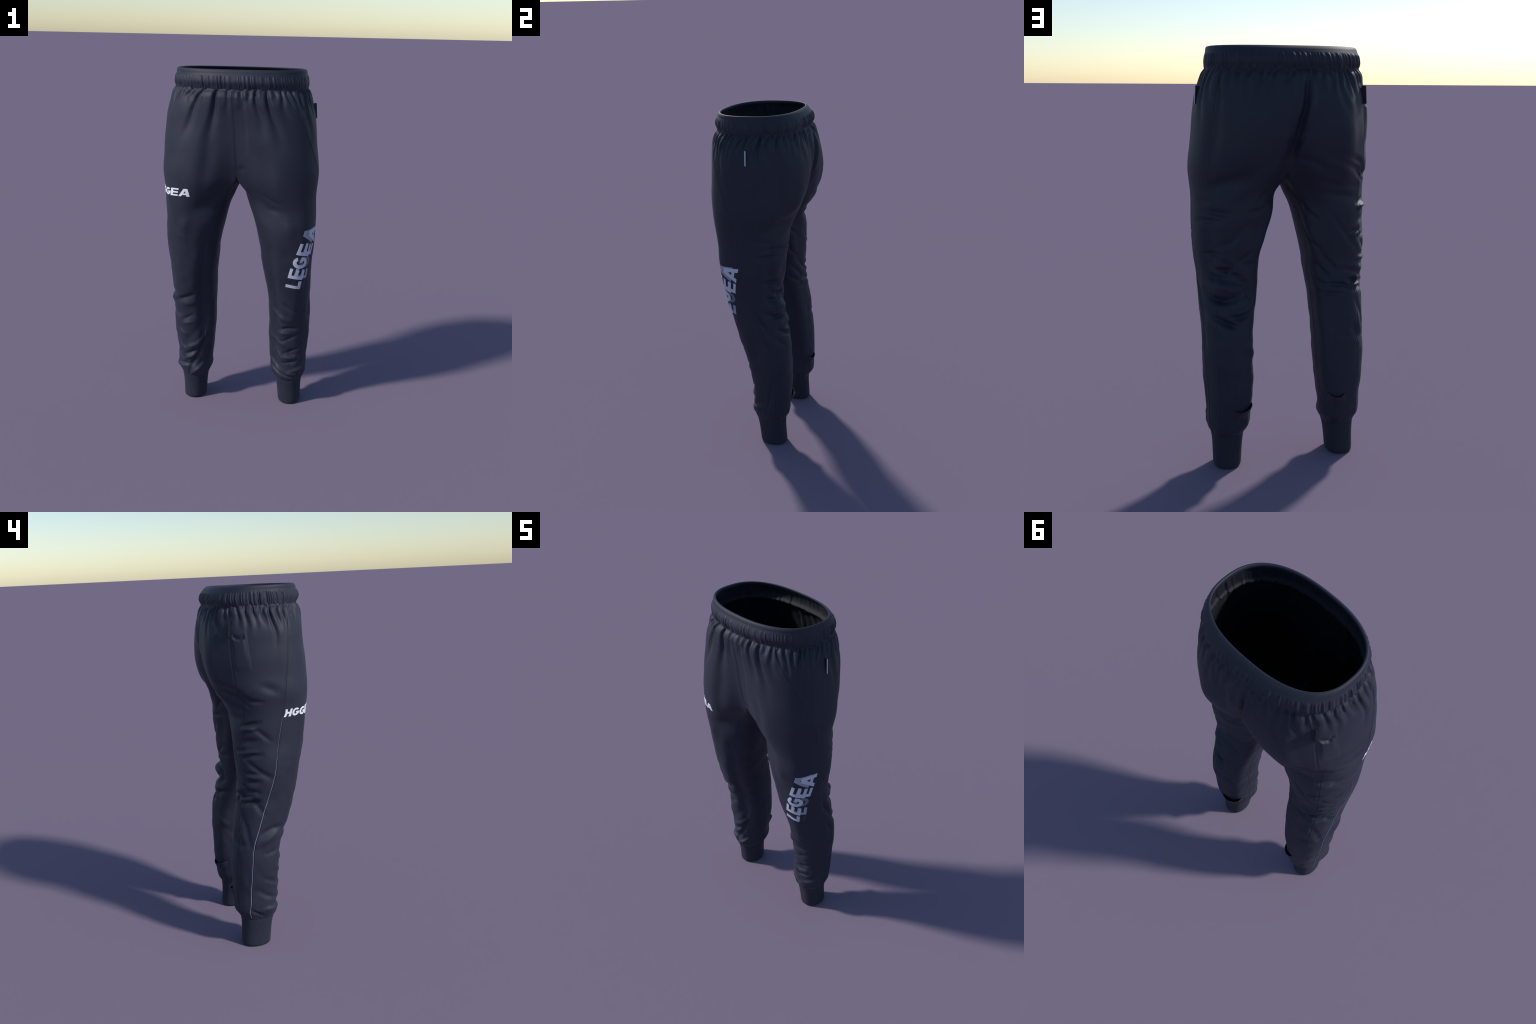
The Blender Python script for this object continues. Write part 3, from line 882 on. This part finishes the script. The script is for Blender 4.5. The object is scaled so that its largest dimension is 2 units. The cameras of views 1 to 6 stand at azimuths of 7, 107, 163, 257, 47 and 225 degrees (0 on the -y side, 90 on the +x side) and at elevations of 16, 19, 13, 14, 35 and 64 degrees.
GLYPHS = {
    "L": [[(0, 0), (.92, 0), (.92, .20), (.32, .20), (.32, 1), (0, 1)]],
    "E": [[(0, 0), (.95, 0), (.95, .19), (.3, .19), (.3, .405), (.92, .405), (.92, .595), (.3, .595), (.3, .81), (.95, .81), (.95, 1), (0, 1)]],
    "H": [[(0, 0), (.3, 0), (.36, .38), (.66, .38), (.62, 0), (.95, 0), (.95, 1), (.66, 1), (.66, .62), (.34, .62), (.22, 1), (-.05, 1), (.06, .5)]],
    "A": [[(0, 0), (.26, 0), (.33, .2), (.67, .2), (.74, 0), (1, 0), (.66, 1), (.34, 1)], [(.40, .40), (.60, .40), (.50, .74)]],
    "G": [arc(.5, .5, .5, .5, 40, 330, 30) + [(.98, .30), (.98, .56), (.52, .56), (.52, .38), (.70, .38)] + arc(.5, .5, .22, .27, 315, 50, 22)],
}


def word(text, side, corners, mats, lifts, parent_name, widths, gap=0.10, thick=0.0006):
    """Letters on a patch of cloth; corners: theta, z at baseline start, baseline end, top start, top end."""
    holder = bpy.data.objects.new(parent_name, None)
    holder.parent = root
    bpy.context.scene.collection.objects.link(holder)
    b0, b1, t0, t1 = map(np.array, corners)
    starts = np.concatenate([[0], np.cumsum(np.array(widths) + gap)])
    total = starts[-1] - gap
    for k, ch in enumerate(text):
        cu = bpy.data.curves.new("letter", 'CURVE')
        cu.dimensions = '2D'
        cu.fill_mode = 'BOTH'
        cu.extrude = 0.02
        for outline in GLYPHS[ch]:
            sp = cu.splines.new('POLY')
            sp.points.add(len(outline) - 1)
            for pt, (x, y) in zip(sp.points, outline):
                pt.co = (x, y, 0, 1)
            sp.use_cyclic_u = True
        tmp = bpy.data.objects.new("letter", cu)
        bpy.context.scene.collection.objects.link(tmp)
        me = bpy.data.meshes.new_from_object(tmp.evaluated_get(bpy.context.evaluated_depsgraph_get()))
        bpy.data.objects.remove(tmp)
        bpy.data.curves.remove(cu)
        bm = bmesh.new()
        bm.from_mesh(me)
        bmesh.ops.remove_doubles(bm, verts=bm.verts, dist=1e-5)
        for ax in (0, 1):
            for c in np.linspace(-.05, 1.15, 25):
                no = (1, 0, 0) if ax == 0 else (0, 1, 0)
                co = (c, 0, 0) if ax == 0 else (0, c, 0)
                bmesh.ops.bisect_plane(bm, geom=bm.verts[:] + bm.edges[:] + bm.faces[:], plane_co=co, plane_no=no, dist=1e-6)
        bm.verts.ensure_lookup_table()
        co = np.array([v.co[:] for v in bm.verts])
        s = (co[:, 0] * widths[k] + starts[k]) / total
        h = co[:, 1]
        lo = b0[None] + (b1 - b0)[None] * s[:, None]
        hi = t0[None] + (t1 - t0)[None] * s[:, None]
        at = lo + (hi - lo) * h[:, None]
        p, n = on_cloth(side, at[:, 0], at[:, 1])
        top = co[:, 2] > 0
        p = p + n * np.where(top, lifts[k] + thick, lifts[k] - 0.0015)[:, None]
        for v, x in zip(bm.verts, p):
            v.co = x
        bmesh.ops.recalc_face_normals(bm, faces=bm.faces)
        bm.to_mesh(me)
        bm.free()
        me.materials.clear()
        me.materials.append(mats[k])
        ob = bpy.data.objects.new("letter", me)
        ob.parent = holder
        bpy.context.scene.collection.objects.link(ob)


word("HGGEA", -1, ((-8.5, 1.320), (-81.5, 1.323), (-12.0, 1.360), (-84.5, 1.367)), [print_white] * 5, [0.0008] * 5,
     "thigh_lettering", [1.05, 1.0, 0.95, 1.0, 1.25], gap=0.05)
WIDTHS = [0.82, 0.95, 1.05, 1.05, 1.40]
word("LEGEA", 1, ((-57, .793), (-18.5, 1.156), (-91, .807), (-45.5, 1.181)), [print_pale] * 4 + [print_dim], [0.0012] * 4 + [0.0008],
     "knee_lettering", WIDTHS)
word("LEGEA", 1, ((-44, .797), (-7.5, 1.152), (-77.5, .813), (-34.5, 1.177)), [print_ghost, print_dim, print_faint, print_pale, print_pale],
     [0.0004, 0.0005, 0.0004, 0.0008, 0.0016], "knee_lettering_overprint", WIDTHS)
